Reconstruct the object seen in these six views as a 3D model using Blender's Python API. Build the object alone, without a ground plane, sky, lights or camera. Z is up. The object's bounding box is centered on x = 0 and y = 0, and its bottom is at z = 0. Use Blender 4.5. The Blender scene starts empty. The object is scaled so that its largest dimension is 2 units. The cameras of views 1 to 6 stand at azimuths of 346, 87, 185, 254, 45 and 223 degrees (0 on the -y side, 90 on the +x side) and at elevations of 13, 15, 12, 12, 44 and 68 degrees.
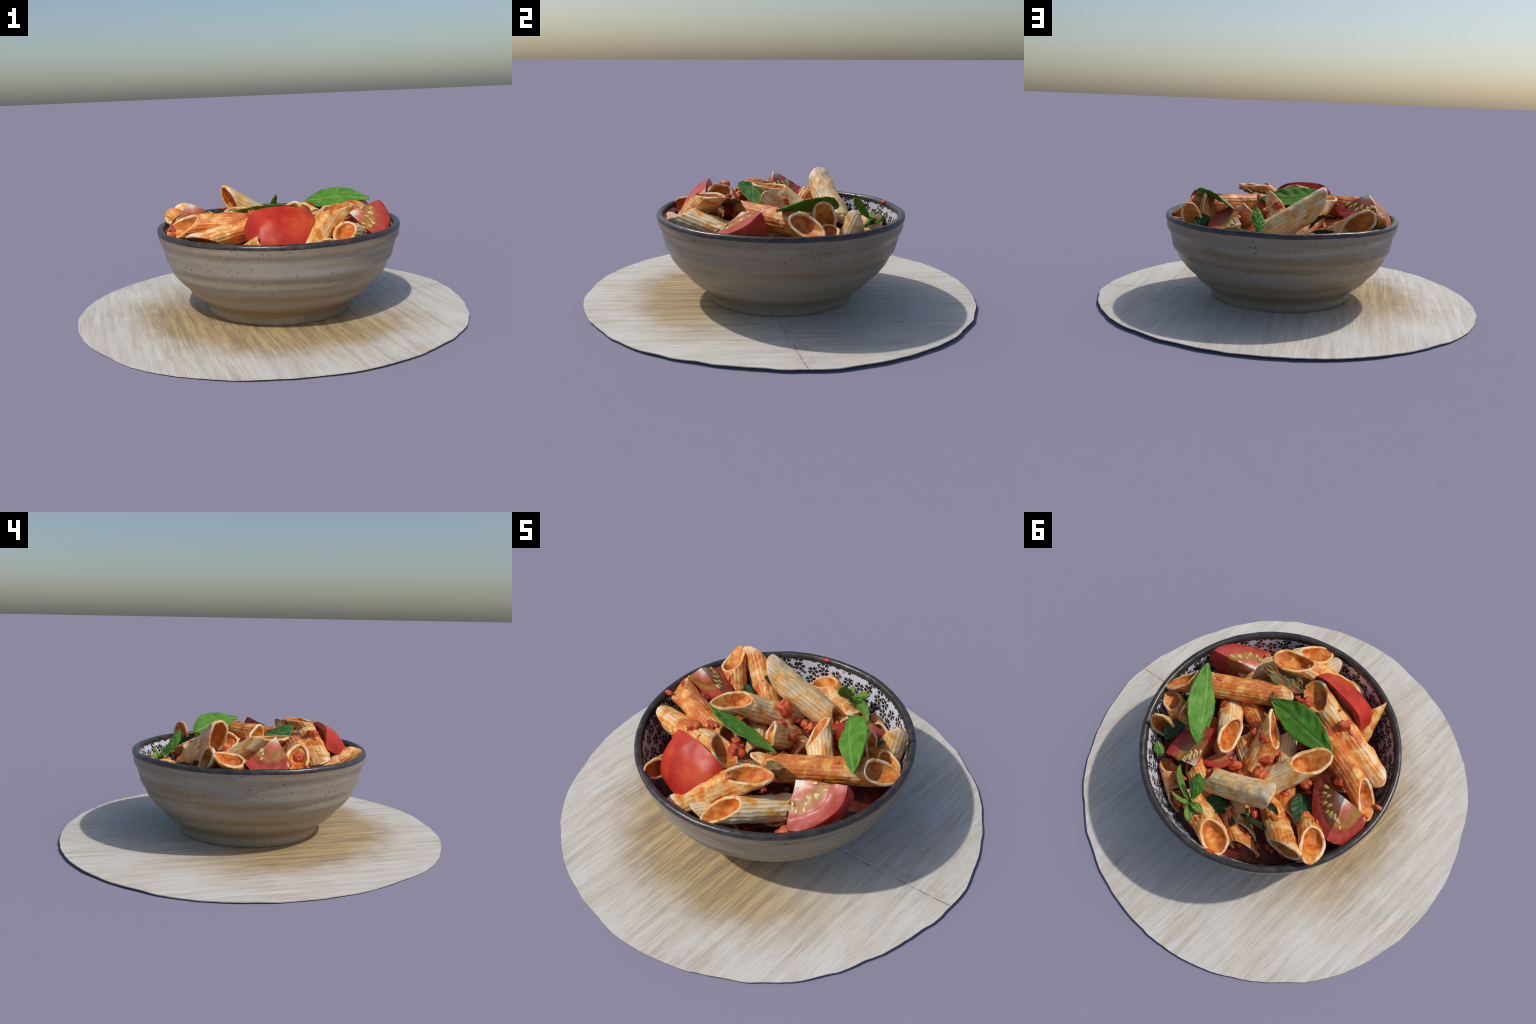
import bpy, math, random
from mathutils import Vector, Matrix, noise
rnd = random.Random(7)
V = Vector
BOWL_C = (0.045, 0.002)

# ----------------------------------------------------------------- helpers
def clamp(x, a=0.0, b=1.0): return max(a, min(b, x))
def sstep(a, b, x):
    t = clamp((x - a) / (b - a)); return t * t * (3 - 2 * t)
def lerp(a, b, t): return a + (b - a) * t
def interp(tab, x):
    if x <= tab[0][0]: return tab[0][1]
    for (x0, y0), (x1, y1) in zip(tab, tab[1:]):
        if x <= x1: return y0 + (y1 - y0) * (x - x0) / (x1 - x0)
    return tab[-1][1]
def perp(f, a):
    f = V(f); f = f - a * f.dot(a)
    return f.normalized()
def frame(x, y, z, o):
    m = Matrix((x, y, z)).transposed().to_4x4(); m.translation = o; return m

def make(name, verts, faces, mats, parent, matrix=None, mat_ids=None, smooth=True):
    me = bpy.data.meshes.new(name)
    me.from_pydata([tuple(v) for v in verts], [], faces)
    for m in mats: me.materials.append(m)
    if mat_ids: me.polygons.foreach_set('material_index', mat_ids)
    me.polygons.foreach_set('use_smooth', [smooth] * len(me.polygons))
    me.update()
    ob = bpy.data.objects.new(name, me)
    bpy.context.scene.collection.objects.link(ob)
    if parent: ob.parent = parent
    if matrix is not None: ob.matrix_local = matrix
    return ob

def empty(name, loc, label, cat):
    e = bpy.data.objects.new(name, None)
    bpy.context.scene.collection.objects.link(e)
    e.location = loc; e['label'] = label; e['category'] = cat
    return e

# ----------------------------------------------------------- node shorthand
class NT:
    def __init__(s, name):
        s.mat = bpy.data.materials.new(name); s.mat.use_nodes = True
        s.t = s.mat.node_tree; s.t.nodes.clear()
        s.out = s.t.nodes.new('ShaderNodeOutputMaterial')
        s.bsdf = s.t.nodes.new('ShaderNodeBsdfPrincipled')
        s.t.links.new(s.bsdf.outputs[0], s.out.inputs[0])
    def n(s, typ, **kw):
        nd = s.t.nodes.new(typ)
        for k, v in kw.items(): setattr(nd, k, v)
        return nd
    def set(s, inp, v):
        if isinstance(v, bpy.types.NodeSocket): s.t.links.new(v, inp)
        elif v is not None:
            if hasattr(inp.default_value, '__len__') and not hasattr(v, '__len__'): v = (v,) * len(inp.default_value)
            if hasattr(v, '__len__') and len(v) == 3 and len(inp.default_value) == 4: v = (*v, 1)
            inp.default_value = v
    def math(s, op, a, b=None, c=None, cl=False):
        nd = s.n('ShaderNodeMath', operation=op, use_clamp=cl)
        s.set(nd.inputs[0], a); s.set(nd.inputs[1], b); s.set(nd.inputs[2], c)
        return nd.outputs[0]
    def vm(s, op, a, b=None, out=0):
        nd = s.n('ShaderNodeVectorMath', operation=op)
        s.set(nd.inputs[0], a); s.set(nd.inputs[1], b)
        return nd.outputs[out]
    def dot(s, a, b): return s.vm('DOT_PRODUCT', a, b, 'Value')
    def length(s, a): return s.vm('LENGTH', a, None, 'Value')
    def obj(s): return s.n('ShaderNodeTexCoord').outputs['Object']
    def rand(s): return s.n('ShaderNodeObjectInfo').outputs['Random']
    def sep(s, v):
        nd = s.n('ShaderNodeSeparateXYZ'); s.set(nd.inputs[0], v); return nd.outputs
    def comb(s, x, y, z):
        nd = s.n('ShaderNodeCombineXYZ')
        for i, q in enumerate((x, y, z)): s.set(nd.inputs[i], q)
        return nd.outputs[0]
    def noise(s, vec, scale, detail=3, rough=.55, dist=0, w=None):
        nd = s.n('ShaderNodeTexNoise', noise_dimensions='4D' if w is not None else '3D')
        s.set(nd.inputs['Vector'], vec); s.set(nd.inputs['Scale'], scale)
        s.set(nd.inputs['Detail'], detail); s.set(nd.inputs['Roughness'], rough); s.set(nd.inputs['Distortion'], dist)
        if w is not None: s.set(nd.inputs['W'], w)
        return nd.outputs[0]
    def step(s, x, a, b):
        nd = s.n('ShaderNodeMapRange', interpolation_type='SMOOTHSTEP')
        s.set(nd.inputs[0], x); s.set(nd.inputs[1], a); s.set(nd.inputs[2], b)
        return nd.outputs[0]
    def mix(s, f, a, b, mode='MIX'):
        nd = s.n('ShaderNodeMix', data_type='RGBA', blend_type=mode)
        s.set(nd.inputs[0], f); s.set(nd.inputs[6], a); s.set(nd.inputs[7], b)
        return nd.outputs[2]
    def ramp(s, x, stops):
        nd = s.n('ShaderNodeValToRGB'); s.set(nd.inputs[0], x)
        el = nd.color_ramp.elements
        while len(el) < len(stops): el.new(.5)
        for e, (p, c) in zip(el, stops): e.position = p; e.color = (*c, 1)
        return nd.outputs[0]
    def bump(s, h, strength=.3, dist=.004):
        nd = s.n('ShaderNodeBump'); s.set(nd.inputs['Height'], h)
        nd.inputs['Strength'].default_value = strength; nd.inputs['Distance'].default_value = dist
        s.set(s.bsdf.inputs['Normal'], nd.outputs[0])
    def done(s, col, rough=.5, spec=.5, coat=0, coat_r=.2, sss=0, sss_c=None):
        b = s.bsdf.inputs
        s.set(b['Base Color'], col); s.set(b['Roughness'], rough); s.set(b['Specular IOR Level'], spec)
        s.set(b['Coat Weight'], coat); s.set(b['Coat Roughness'], coat_r)
        if sss:
            b['Subsurface Weight'].default_value = sss; b['Subsurface Scale'].default_value = .012
            b['Subsurface Radius'].default_value = (1, .35, .15)
        return s.mat

# ---------------------------------------------------------------- materials
def mat_wood():
    m = NT('greyed_oak'); p = m.obj(); x, y, z = m.sep(p)
    wob = m.noise(m.comb(m.math('MULTIPLY', x, 3), m.math('MULTIPLY', y, 1.2), 0), 1, 2)
    xw = m.math('ADD', x, m.math('MULTIPLY', wob, .05))
    pores = m.noise(m.comb(m.math('MULTIPLY', xw, 85), m.math('MULTIPLY', y, 5), 0), 1, 4, .65)
    streak = m.noise(m.comb(m.math('MULTIPLY', xw, 28), m.math('MULTIPLY', y, 1.6), 3), 1, 3, .6)
    blotch = m.noise(p, 3.5, 3, .5)
    fine = m.noise(p, 90, 3, .6)
    grain = m.noise(m.comb(m.math('MULTIPLY', xw, 210), m.math('MULTIPLY', y, 11), 8), 1, 4, .7, .2)
    plank = m.noise(m.comb(m.math('MULTIPLY', xw, 9), m.math('MULTIPLY', y, .7), 5), 1, 2, .5)
    t = m.math('ADD', m.math('ADD', m.math('MULTIPLY', streak, .45), m.math('MULTIPLY', pores, .35)), m.math('MULTIPLY', grain, .2))
    c = m.ramp(t, [(.34, (.36, .295, .225)), (.44, (.50, .44, .365)), (.52, (.585, .54, .475)), (.60, (.645, .615, .56)), (.70, (.72, .70, .66))])
    c = m.mix(m.math('MULTIPLY', m.step(plank, .35, .65), .35), c, (.60, .545, .49))
    c = m.mix(m.math('MULTIPLY', m.step(blotch, .45, .7), .35), c, (.68, .67, .645))
    c = m.mix(m.math('MULTIPLY', m.step(grain, .42, .26), .7), c, (.30, .235, .175))
    c = m.mix(m.math('MULTIPLY', m.step(grain, .60, .76), .4), c, (.78, .76, .71))
    c = m.mix(m.math('MULTIPLY', m.step(fine, .5, .75), .15), c, (.80, .78, .74))
    c = m.mix(1.0, c, (1.10, 1.10, 1.085), 'MULTIPLY')
    # honey-coloured stain ring: light bounced off the bowl, painted into the wood
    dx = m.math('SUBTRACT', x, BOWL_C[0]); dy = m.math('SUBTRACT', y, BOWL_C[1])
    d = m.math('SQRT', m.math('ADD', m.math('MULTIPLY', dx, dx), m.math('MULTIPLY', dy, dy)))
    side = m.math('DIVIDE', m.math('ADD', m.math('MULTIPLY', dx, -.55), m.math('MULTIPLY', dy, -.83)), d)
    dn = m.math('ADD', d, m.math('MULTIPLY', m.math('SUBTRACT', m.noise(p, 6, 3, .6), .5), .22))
    bounce_glow = m.math('MULTIPLY', m.step(dn, .86, .60), m.step(side, -.55, .55))
    bounce_glow = m.math('MULTIPLY', bounce_glow, m.step(streak, -.3, .55))
    c = m.mix(m.math('MULTIPLY', bounce_glow, .92, None, True), c, m.mix(m.step(t, .38, .62), (.25, .16, .065), (.55, .39, .185)))
    # end joint of two boards
    sy = m.math('SUBTRACT', y, m.math('ADD', m.math('MULTIPLY', x, .14), -.096))
    sy = m.math('ADD', sy, m.math('MULTIPLY', m.math('SUBTRACT', m.noise(p, 14, 2), .5), .012))
    far = m.step(x, .36, .5)
    j1 = m.math('MULTIPLY', m.step(m.math('ABSOLUTE', sy), .0045, .0015), m.step(m.noise(p, 30, 2), .35, .55))
    c = m.mix(m.math('MULTIPLY', m.math('MULTIPLY', j1, far), .75), c, (.22, .18, .16))
    band = m.step(m.math('ABSOLUTE', m.math('SUBTRACT', sy, .03)), .035, .01)
    c = m.mix(m.math('MULTIPLY', m.math('MULTIPLY', band, far), m.math('MULTIPLY', m.step(m.noise(p, 22, 3), .4, .6), .35)), c, (.44, .39, .37))
    m.bump(m.math('ADD', m.math('ADD', m.math('MULTIPLY', pores, .7), m.math('MULTIPLY', grain, .6)), m.math('MULTIPLY', streak, .5)), .5, .005)
    return m.done(c, .62, .35)

def mat_bowl_outer():
    m = NT('stoneware_glaze'); p = m.obj(); x, y, z = m.sep(p)
    wob = m.noise(p, 4, 2)
    zz = m.math('ADD', z, m.math('MULTIPLY', m.math('SUBTRACT', wob, .5), .05))
    bands = m.noise(m.comb(m.math('MULTIPLY', x, .8), m.math('MULTIPLY', y, .8), m.math('MULTIPLY', zz, 16)), 1, 2, .5)
    c = m.ramp(bands, [(.3, (.250, .178, .098)), (.5, (.300, .242, .168)), (.7, (.335, .305, .258))])
    c = m.mix(m.math('MULTIPLY', m.step(m.noise(p, 9, 3), .5, .75), .3), c, (.36, .315, .26))
    # iron specks, in loose clusters
    tot = None
    for sc, rad, w in ((33, .12, 0), (58, .17, 5), (90, .21, 9)):
        q = m.vm('ADD', p, (w, w, 0))
        vo = m.n('ShaderNodeTexVoronoi'); m.set(vo.inputs['Vector'], q); vo.inputs['Scale'].default_value = sc
        wn = m.n('ShaderNodeTexWhiteNoise'); m.set(wn.inputs['Vector'], vo.outputs['Position'])
        r = m.math('MULTIPLY', m.math('MULTIPLY', wn.outputs[0], wn.outputs[0]), rad * 1.5)
        dd = m.math('ADD', vo.outputs['Distance'], m.math('MULTIPLY', m.noise(p, 160, 2), .08))
        k = m.step(m.math('SUBTRACT', dd, r), .05, .0)
        k = m.math('MULTIPLY', k, m.step(m.noise(q, 7, 2), .42, .58))
        tot = k if tot is None else m.math('MAXIMUM', tot, k)
    c = m.mix(m.math('MULTIPLY', tot, .92), c, (.045, .035, .025))
    gold = m.math('MULTIPLY', m.step(m.noise(p, 26, 3), .68, .74), .5)
    c = m.mix(gold, c, (.34, .22, .10))
    m.bump(m.noise(p, 60, 2), .08, .003)
    return m.done(c, .38, .45)

def mat_bowl_rim():
    m = NT('iron_rim_glaze'); p = m.obj()
    n1 = m.noise(p, 22, 5, .68, .6)
    c = m.ramp(n1, [(.3, (.022, .019, .017)), (.5, (.042, .037, .033)), (.66, (.075, .066, .058)), (.8, (.13, .115, .10))])
    m.bump(m.noise(p, 45, 3), .3, .004)
    return m.done(c, m.math('ADD', m.math('MULTIPLY', n1, .25), .2), .6)

def mat_bowl_inner():
    m = NT('blossom_print'); p = m.obj(); x, y, z = m.sep(p)
    dx = m.math('SUBTRACT', x, BOWL_C[0]); dy = m.math('SUBTRACT', y, BOWL_C[1])
    th = m.math('ARCTAN2', dy, dx)
    r = m.math('SQRT', m.math('ADD', m.math('MULTIPLY', dx, dx), m.math('MULTIPLY', dy, dy)))
    u = m.math('MULTIPLY', th, .55 / .064); v = m.math('MULTIPLY', m.math('ADD', z, m.math('MULTIPLY', r, .55)), 1 / .058)
    def flowers(off, size, randomness, petals):
        q = m.comb(m.math('ADD', u, off), m.math('ADD', v, off * .37), 0)
        vo = m.n('ShaderNodeTexVoronoi', voronoi_dimensions='2D')
        m.set(vo.inputs['Vector'], q); vo.inputs['Scale'].default_value = 1; vo.inputs['Randomness'].default_value = randomness
        d = m.vm('SUBTRACT', q, vo.outputs['Position']); ex, ey, _ = m.sep(d)
        wn = m.n('ShaderNodeTexWhiteNoise'); m.set(wn.inputs['Vector'], vo.outputs['Position'])
        a = m.math('ADD', m.math('ARCTAN2', ey, ex), m.math('MULTIPLY', wn.outputs[0], 6.28))
        rr = m.math('SQRT', m.math('ADD', m.math('MULTIPLY', ex, ex), m.math('MULTIPLY', ey, ey)))
        k = m.math('ABSOLUTE', m.math('COSINE', m.math('MULTIPLY', a, petals / 2)))
        lim = m.math('MULTIPLY', m.math('POWER', k, .38), size)
        notch = m.math('MULTIPLY', m.step(k, .955, 1.0), size * .28)
        lim = m.math('SUBTRACT', lim, notch)
        f = m.step(m.math('SUBTRACT', lim, rr), 0, .03)
        f = m.math('MULTIPLY', f, m.step(rr, .03, .07))
        f = m.math('MULTIPLY', f, m.step(m.math('SUBTRACT', k, m.math('MULTIPLY', .06, m.math('DIVIDE', .3, rr))), .2, .3))
        return f
    f1 = flowers(0, .50, .35, 5)
    f2 = m.math('MULTIPLY', flowers(7.5, .24, 1, 1), .98)
    f = m.math('MAXIMUM', f1, f2)
    w = m.mix(m.math('MULTIPLY', m.step(m.noise(p, 20, 3), .5, .8), .3), (.64, .67, .76), (.62, .60, .60))
    c = m.mix(f, w, (.030, .020, .014))
    drip = m.math('MULTIPLY', m.step(m.noise(p, 17, 3), .66, .72), .75)
    c = m.mix(drip, c, (.36, .12, .03))
    return m.done(c, .22, .5)

def mat_penne(level, tag):
    m = NT('penne_' + tag); p = m.obj(); x, y, z = m.sep(p)
    w = m.math('MULTIPLY', m.rand(), 37.0)
    th = m.math('ARCTAN2', y, x)
    big = m.noise(p, 15, 4, .6, .6, w)
    streak = m.noise(m.comb(m.math('MULTIPLY', m.math('COSINE', th), 2.2), m.math('MULTIPLY', m.math('SINE', th), 2.2), m.math('MULTIPLY', z, 7)), 1.6, 4, .6, .3, w)
    stripe = m.math('COSINE', m.math('ADD', m.math('MULTIPLY', th, 20), m.math('MULTIPLY', m.noise(p, 12, 2, .5, 0, w), 3.2)))
    groove = m.math('MULTIPLY', m.step(stripe, -.1, -.95), m.step(streak, .42, .62))
    mottle = m.noise(p, 70, 3, .6, 0, w)
    pasta = m.ramp(m.math('ADD', m.math('MULTIPLY', streak, .75), m.math('MULTIPLY', mottle, .25)),
                   [(.3, (.78, .47, .16)), (.42, (.84, .60, .29)), (.55, (.88, .73, .46)), (.7, (.91, .82, .64))])
    c = m.mix(m.math('MULTIPLY', groove, .45), pasta, (.66, .27, .04))
    # whiter, washed-out cut ends
    gz = m.sep(m.n('ShaderNodeTexCoord').outputs['Generated'])[2]
    endd = m.math('ABSOLUTE', m.math('SUBTRACT', gz, .5))
    endw = m.step(m.math('ADD', endd, m.math('MULTIPLY', m.math('SUBTRACT', streak, .5), .25)), .36, .47)
    c = m.mix(m.math('MULTIPLY', endw, .6), c, (.86, .77, .63))
    sv = m.math('ADD', m.math('ADD', big, level), m.math('MULTIPLY', m.math('SUBTRACT', mottle, .5), .18))
    sv = m.math('SUBTRACT', sv, m.math('MULTIPLY', endw, .07))
    tint = m.step(sv, .38, .58)
    c = m.mix(m.math('MULTIPLY', tint, .85), c, (.84, .46, .11))
    c = m.mix(m.math('MULTIPLY', m.step(sv, .46, .62), .85), c, (.76, .29, .038))
    c = m.mix(m.math('MULTIPLY', m.step(sv, .55, .68), .9), c, m.mix(m.step(mottle, .35, .65), (.52, .085, .014), (.70, .17, .024)))
    line = m.math('MULTIPLY', m.step(stripe, -.45, -.98), m.step(streak, .30, .58))
    c = m.mix(m.math('MULTIPLY', line, .42), c, (.56, .25, .045))
    hair = m.noise(m.comb(m.math('MULTIPLY', m.math('COSINE', th), 9), m.math('MULTIPLY', m.math('SINE', th), 9), m.math('MULTIPLY', z, 12)), 1.6, 3, .6, .2, w)
    c = m.mix(m.math('MULTIPLY', m.step(hair, .52, .72), .35), c, (.70, .34, .08))
    c = m.mix(m.math('MULTIPLY', m.step(hair, .46, .28), .35), c, (.93, .84, .68))
    m.bump(m.math('ADD', m.math('MULTIPLY', mottle, .5), big), .25, .006)
    return m.done(c, .48, .35, .08, .3, .1)

def mat_lip():
    m = NT('penne_lip'); p = m.obj(); w = m.math('MULTIPLY', m.rand(), 17.0)
    n1 = m.noise(p, 20, 4, .6, .5, w); n2 = m.noise(p, 75, 3, .6, 0, w)
    c = m.mix(n2, (.80, .60, .33), (.90, .78, .57))
    c = m.mix(m.math('MULTIPLY', m.step(n1, .36, .58), .85), c, (.80, .36, .06))
    c = m.mix(m.math('MULTIPLY', m.step(n1, .56, .66), .8), c, (.60, .13, .02))
    m.bump(n2, .2, .004)
    return m.done(c, .45, .38, .08, .3, .1)

def mat_inside():
    m = NT('penne_inside'); p = m.obj(); w = m.math('MULTIPLY', m.rand(), 21.0)
    n1 = m.noise(p, 28, 4, .6, .4, w)
    c = m.ramp(n1, [(.3, (.40, .055, .010)), (.48, (.62, .18, .025)), (.62, (.72, .32, .06)), (.75, (.80, .54, .25))])
    m.bump(n1, .4, .006)
    return m.done(c, .5, .35)

def mat_sauce(name, dark):
    m = NT(name); p = m.obj(); w = m.math('MULTIPLY', m.rand(), 21.0)
    n1 = m.noise(p, 16, 5, .62, .5, w); n2 = m.noise(p, 80, 3, .6, 0, w)
    s = m.math('ADD', m.math('MULTIPLY', n1, .8), m.math('MULTIPLY', n2, .2))
    if dark is None:
        c = m.ramp(s, [(.3, (.44, .06, .012)), (.5, (.60, .12, .020)), (.62, (.70, .20, .035)), (.75, (.76, .32, .07))])
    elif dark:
        c = m.ramp(s, [(.3, (.06, .008, .004)), (.5, (.14, .018, .008)), (.62, (.26, .045, .012)), (.75, (.42, .12, .03))])  # reds darkened so the shadowed gaps between pieces are partly painted in
    else:
        c = m.ramp(s, [(.3, (.34, .034, .014)), (.46, (.50, .070, .022)), (.6, (.62, .13, .035)), (.75, (.70, .24, .07))])
    m.bump(s, .5, .008)
    return m.done(c, .5, .4, .08, .25)

def mat_skin():
    m = NT('tomato_skin'); p = m.obj()
    n1 = m.noise(p, 9, 3, .55); n2 = m.noise(p, 50, 2)
    c = m.ramp(n1, [(.3, (.40, .020, .011)), (.5, (.52, .038, .017)), (.65, (.58, .080, .022)), (.8, (.60, .13, .045))])
    c = m.mix(m.math('MULTIPLY', m.step(n2, .6, .8), .25), c, (.56, .12, .07))
    scar = m.math('ABSOLUTE', m.math('SUBTRACT', m.noise(p, 14, 2, .5, 1.0), .5))
    c = m.mix(m.math('MULTIPLY', m.step(scar, .012, .002), .06), c, (.70, .30, .16))
    m.bump(m.math('ADD', n1, m.math('MULTIPLY', n2, .25)), .25, .008)
    return m.done(c, .40, .25, 0, .2, .05)

def mat_flesh(inv):
    """inv: three rows turning object coordinates into (a,b,c) fractions of the tomato's radii"""
    m = NT('tomato_flesh'); p = m.obj()
    q = m.comb(m.dot(p, inv[0]), m.dot(p, inv[1]), m.dot(p, inv[2]))
    rho = m.length(q)
    n1 = m.noise(p, 16, 3, .55, .4); n2 = m.noise(p, 60, 3)
    rr = m.math('ADD', rho, m.math('MULTIPLY', m.math('SUBTRACT', n1, .5), .22))
    c = m.ramp(rr, [(.0, (.80, .72, .56)), (.14, (.80, .68, .52)), (.24, (.66, .30, .20)), (.33, (.56, .15, .09)),
                    (.43, (.36, .17, .04)), (.60, (.44, .22, .05)), (.68, (.42, .075, .036)), (.82, (.46, .062, .038)), (.95, (.43, .036, .020)), (1.0, (.38, .022, .012))])
    sept = m.step(m.noise(m.vm('MULTIPLY', q, (3, 3, 3)), 1.3, 2), .5, .62)
    c = m.mix(m.math('MULTIPLY', sept, .6), c, (.50, .095, .06))
    c = m.mix(m.math('MULTIPLY', m.step(n2, .55, .8), .35), c, (.58, .17, .11))
    m.bump(m.math('ADD', n1, m.math('MULTIPLY', n2, .4)), .3, .006)
    return m.done(c, .45, .28, .06, .2, .05)

def mat_seed():
    m = NT('tomato_seed'); p = m.obj()
    c = m.ramp(m.noise(p, 60, 2), [(.35, (.62, .42, .10)), (.6, (.76, .62, .26))])
    return m.done(c, .3, .5, .3, .15)

def mat_leaf(tag, c_main, c_light, c_vein, dirt=0.0):
    m = NT('basil_' + tag); p = m.obj(); x, y, z = m.sep(p)
    ax = m.math('ABSOLUTE', x)
    mid = m.step(ax, .0045, .0012)
    ph = m.math('ADD', m.math('MULTIPLY', m.math('SUBTRACT', y, m.math('MULTIPLY', ax, .75)), 190), m.math('MULTIPLY', m.noise(p, 10, 2), 3))
    lat = m.math('MULTIPLY', m.step(m.math('COSINE', ph), .86, 1.0), m.step(ax, .07, .0))
    n1 = m.noise(p, 16, 3); n2 = m.noise(p, 110, 3)
    c = m.mix(m.step(n1, .35, .7), c_main, c_light)
    c = m.mix(m.math('MULTIPLY', m.step(n2, .5, .75), .3), c, c_light)
    c = m.mix(m.math('MULTIPLY', lat, .3), c, c_vein)
    c = m.mix(m.math('MULTIPLY', mid, .75), c, c_vein)
    if dirt:
        c = m.mix(m.math('MULTIPLY', m.step(m.noise(p, 22, 4), .58 - dirt, .66 - dirt), .92), c, (.50, .10, .025))
    m.bump(m.math('ADD', m.math('MULTIPLY', n2, .25), m.math('MULTIPLY', lat, -.6)), .35, .004)
    m.done(c, .5, .35)
    tr = m.n('ShaderNodeBsdfTranslucent'); m.set(tr.inputs[0], m.mix(.5, c, c_light))
    ms = m.n('ShaderNodeMixShader'); ms.inputs[0].default_value = .22
    m.t.links.new(m.bsdf.outputs[0], ms.inputs[1]); m.t.links.new(tr.outputs[0], ms.inputs[2])
    m.t.links.new(ms.outputs[0], m.out.inputs[0])
    return m.mat

WOOD = mat_wood(); B_OUT = mat_bowl_outer(); B_RIM = mat_bowl_rim(); B_IN = mat_bowl_inner()
PENNE = {'clean': mat_penne(-.045, 'clean'), 'mid': mat_penne(.07, 'sauced'), 'saucy': mat_penne(.13, 'drenched')}
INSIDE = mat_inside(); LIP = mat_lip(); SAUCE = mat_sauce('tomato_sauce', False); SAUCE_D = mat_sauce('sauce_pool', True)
CLOT = mat_sauce('orange_sauce', None); SKIN = mat_skin(); SEED = mat_seed()
LEAF = mat_leaf('fresh', (.085, .26, .020), (.16, .38, .045), (.26, .46, .12))
LEAF_D = mat_leaf('dark', (.018, .060, .018), (.035, .11, .030), (.08, .17, .06))
LEAF_Y = mat_leaf('sprig', (.10, .24, .025), (.20, .36, .05), (.30, .45, .14))
LEAF_B = mat_leaf('stewed', (.15, .12, .035), (.24, .18, .06), (.30, .24, .10), .09)
LEAF_K = mat_leaf('wilted', (.022, .028, .014), (.04, .05, .022), (.06, .07, .03))

# -------------------------------------------------------------- table board
def build_table():
    # rim radius of the cut-out board by angle (degrees), slightly uneven
    rad = [(-180, .998), (-163, .992), (-153, .988), (-142, 1.001), (-130, 1.003), (-114, .997), (-98, .988),
           (-81, .996), (-63, .990), (-41, .998), (-26, .987), (-9.5, .988), (7.5, 1.012), (27, 1.005), (45, 1.006),
           (59, .996), (76.5, .990), (95, .996), (113, 1.005), (134.5, 1.005), (152, 1.016), (166, 1.006), (180, .998)]
    na, nr = 360, 70
    verts, faces = [], []
    def top_z(x, y, r):
        z = .0145 + .003 * (x + y) * .7 + .0016 * noise.noise(V((x * 5, y * 5, 1))) + .0008 * noise.noise(V((x * 40, y * 9, 4)))
        z += -.004 * sstep(.86, 1.0, r) * sstep(-.2, -.9, x) + .002 * sstep(.9, 1., r) * noise.noise(V((x * 9, y * 9, 7)))
        # joint between boards
        s = y - (.14 * x - .096)
        z -= .003 * math.exp(-(s / .005) ** 2) * sstep(.36, .5, x)
        return z
    for side in (0, 1):
        verts.append(V((0, 0, top_z(0, 0, 0) - (.004 if side else 0))))
        for j in range(1, nr + 1):
            f = j / nr
            for i in range(na):
                a = 2 * math.pi * i / na - math.pi
                R = interp(rad, math.degrees(a)) - .001 + .004 * abs(math.sin(a)) ** 3
                R += .006 * noise.noise(V((math.cos(a) * 9, math.sin(a) * 9, 0))) + .002 * noise.noise(V((math.cos(a) * 30, math.sin(a) * 30, 3)))
                r = R * f; x, y = r * math.cos(a), r * math.sin(a)
                z = top_z(x, y, f) - (.004 if side else 0)
                verts.append(V((x, y, z)))
    zmin = min(v.z for v in verts)
    for v in verts: v.z -= zmin
    base2 = 1 + nr * na; edge_faces = []
    for side in (0, 1):
        b = side * base2
        for i in range(na):
            t = (b, b + 1 + i, b + 1 + (i + 1) % na); faces.append(t if not side else t[::-1])
        for j in range(nr - 1):
            for i in range(na):
                a0 = b + 1 + j * na + i; a1 = b + 1 + j * na + (i + 1) % na
                q = (a0, a0 + na, a1 + na, a1); faces.append(q if not side else q[::-1])
    for i in range(na):
        a0 = 1 + (nr - 1) * na + i; a1 = 1 + (nr - 1) * na + (i + 1) % na
        faces.append((a0, a0 + base2, a1 + base2, a1)); edge_faces.append(len(faces) - 1)
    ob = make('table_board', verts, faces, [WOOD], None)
    for k in edge_faces: ob.data.polygons[k].use_smooth = False
    import bmesh
    bm = bmesh.new(); bm.from_mesh(ob.data)
    for e in bm.edges:
        if len(e.link_faces) == 2 and e.calc_face_angle(0) > .8: e.smooth = False
    bm.to_mesh(ob.data); bm.free()
    ob['label'] = 'thin round cut-out of pale greyed oak table top'; ob['category'] = 'table top'
    return zmin
build_table()
TABLE_Z = .015

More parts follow.
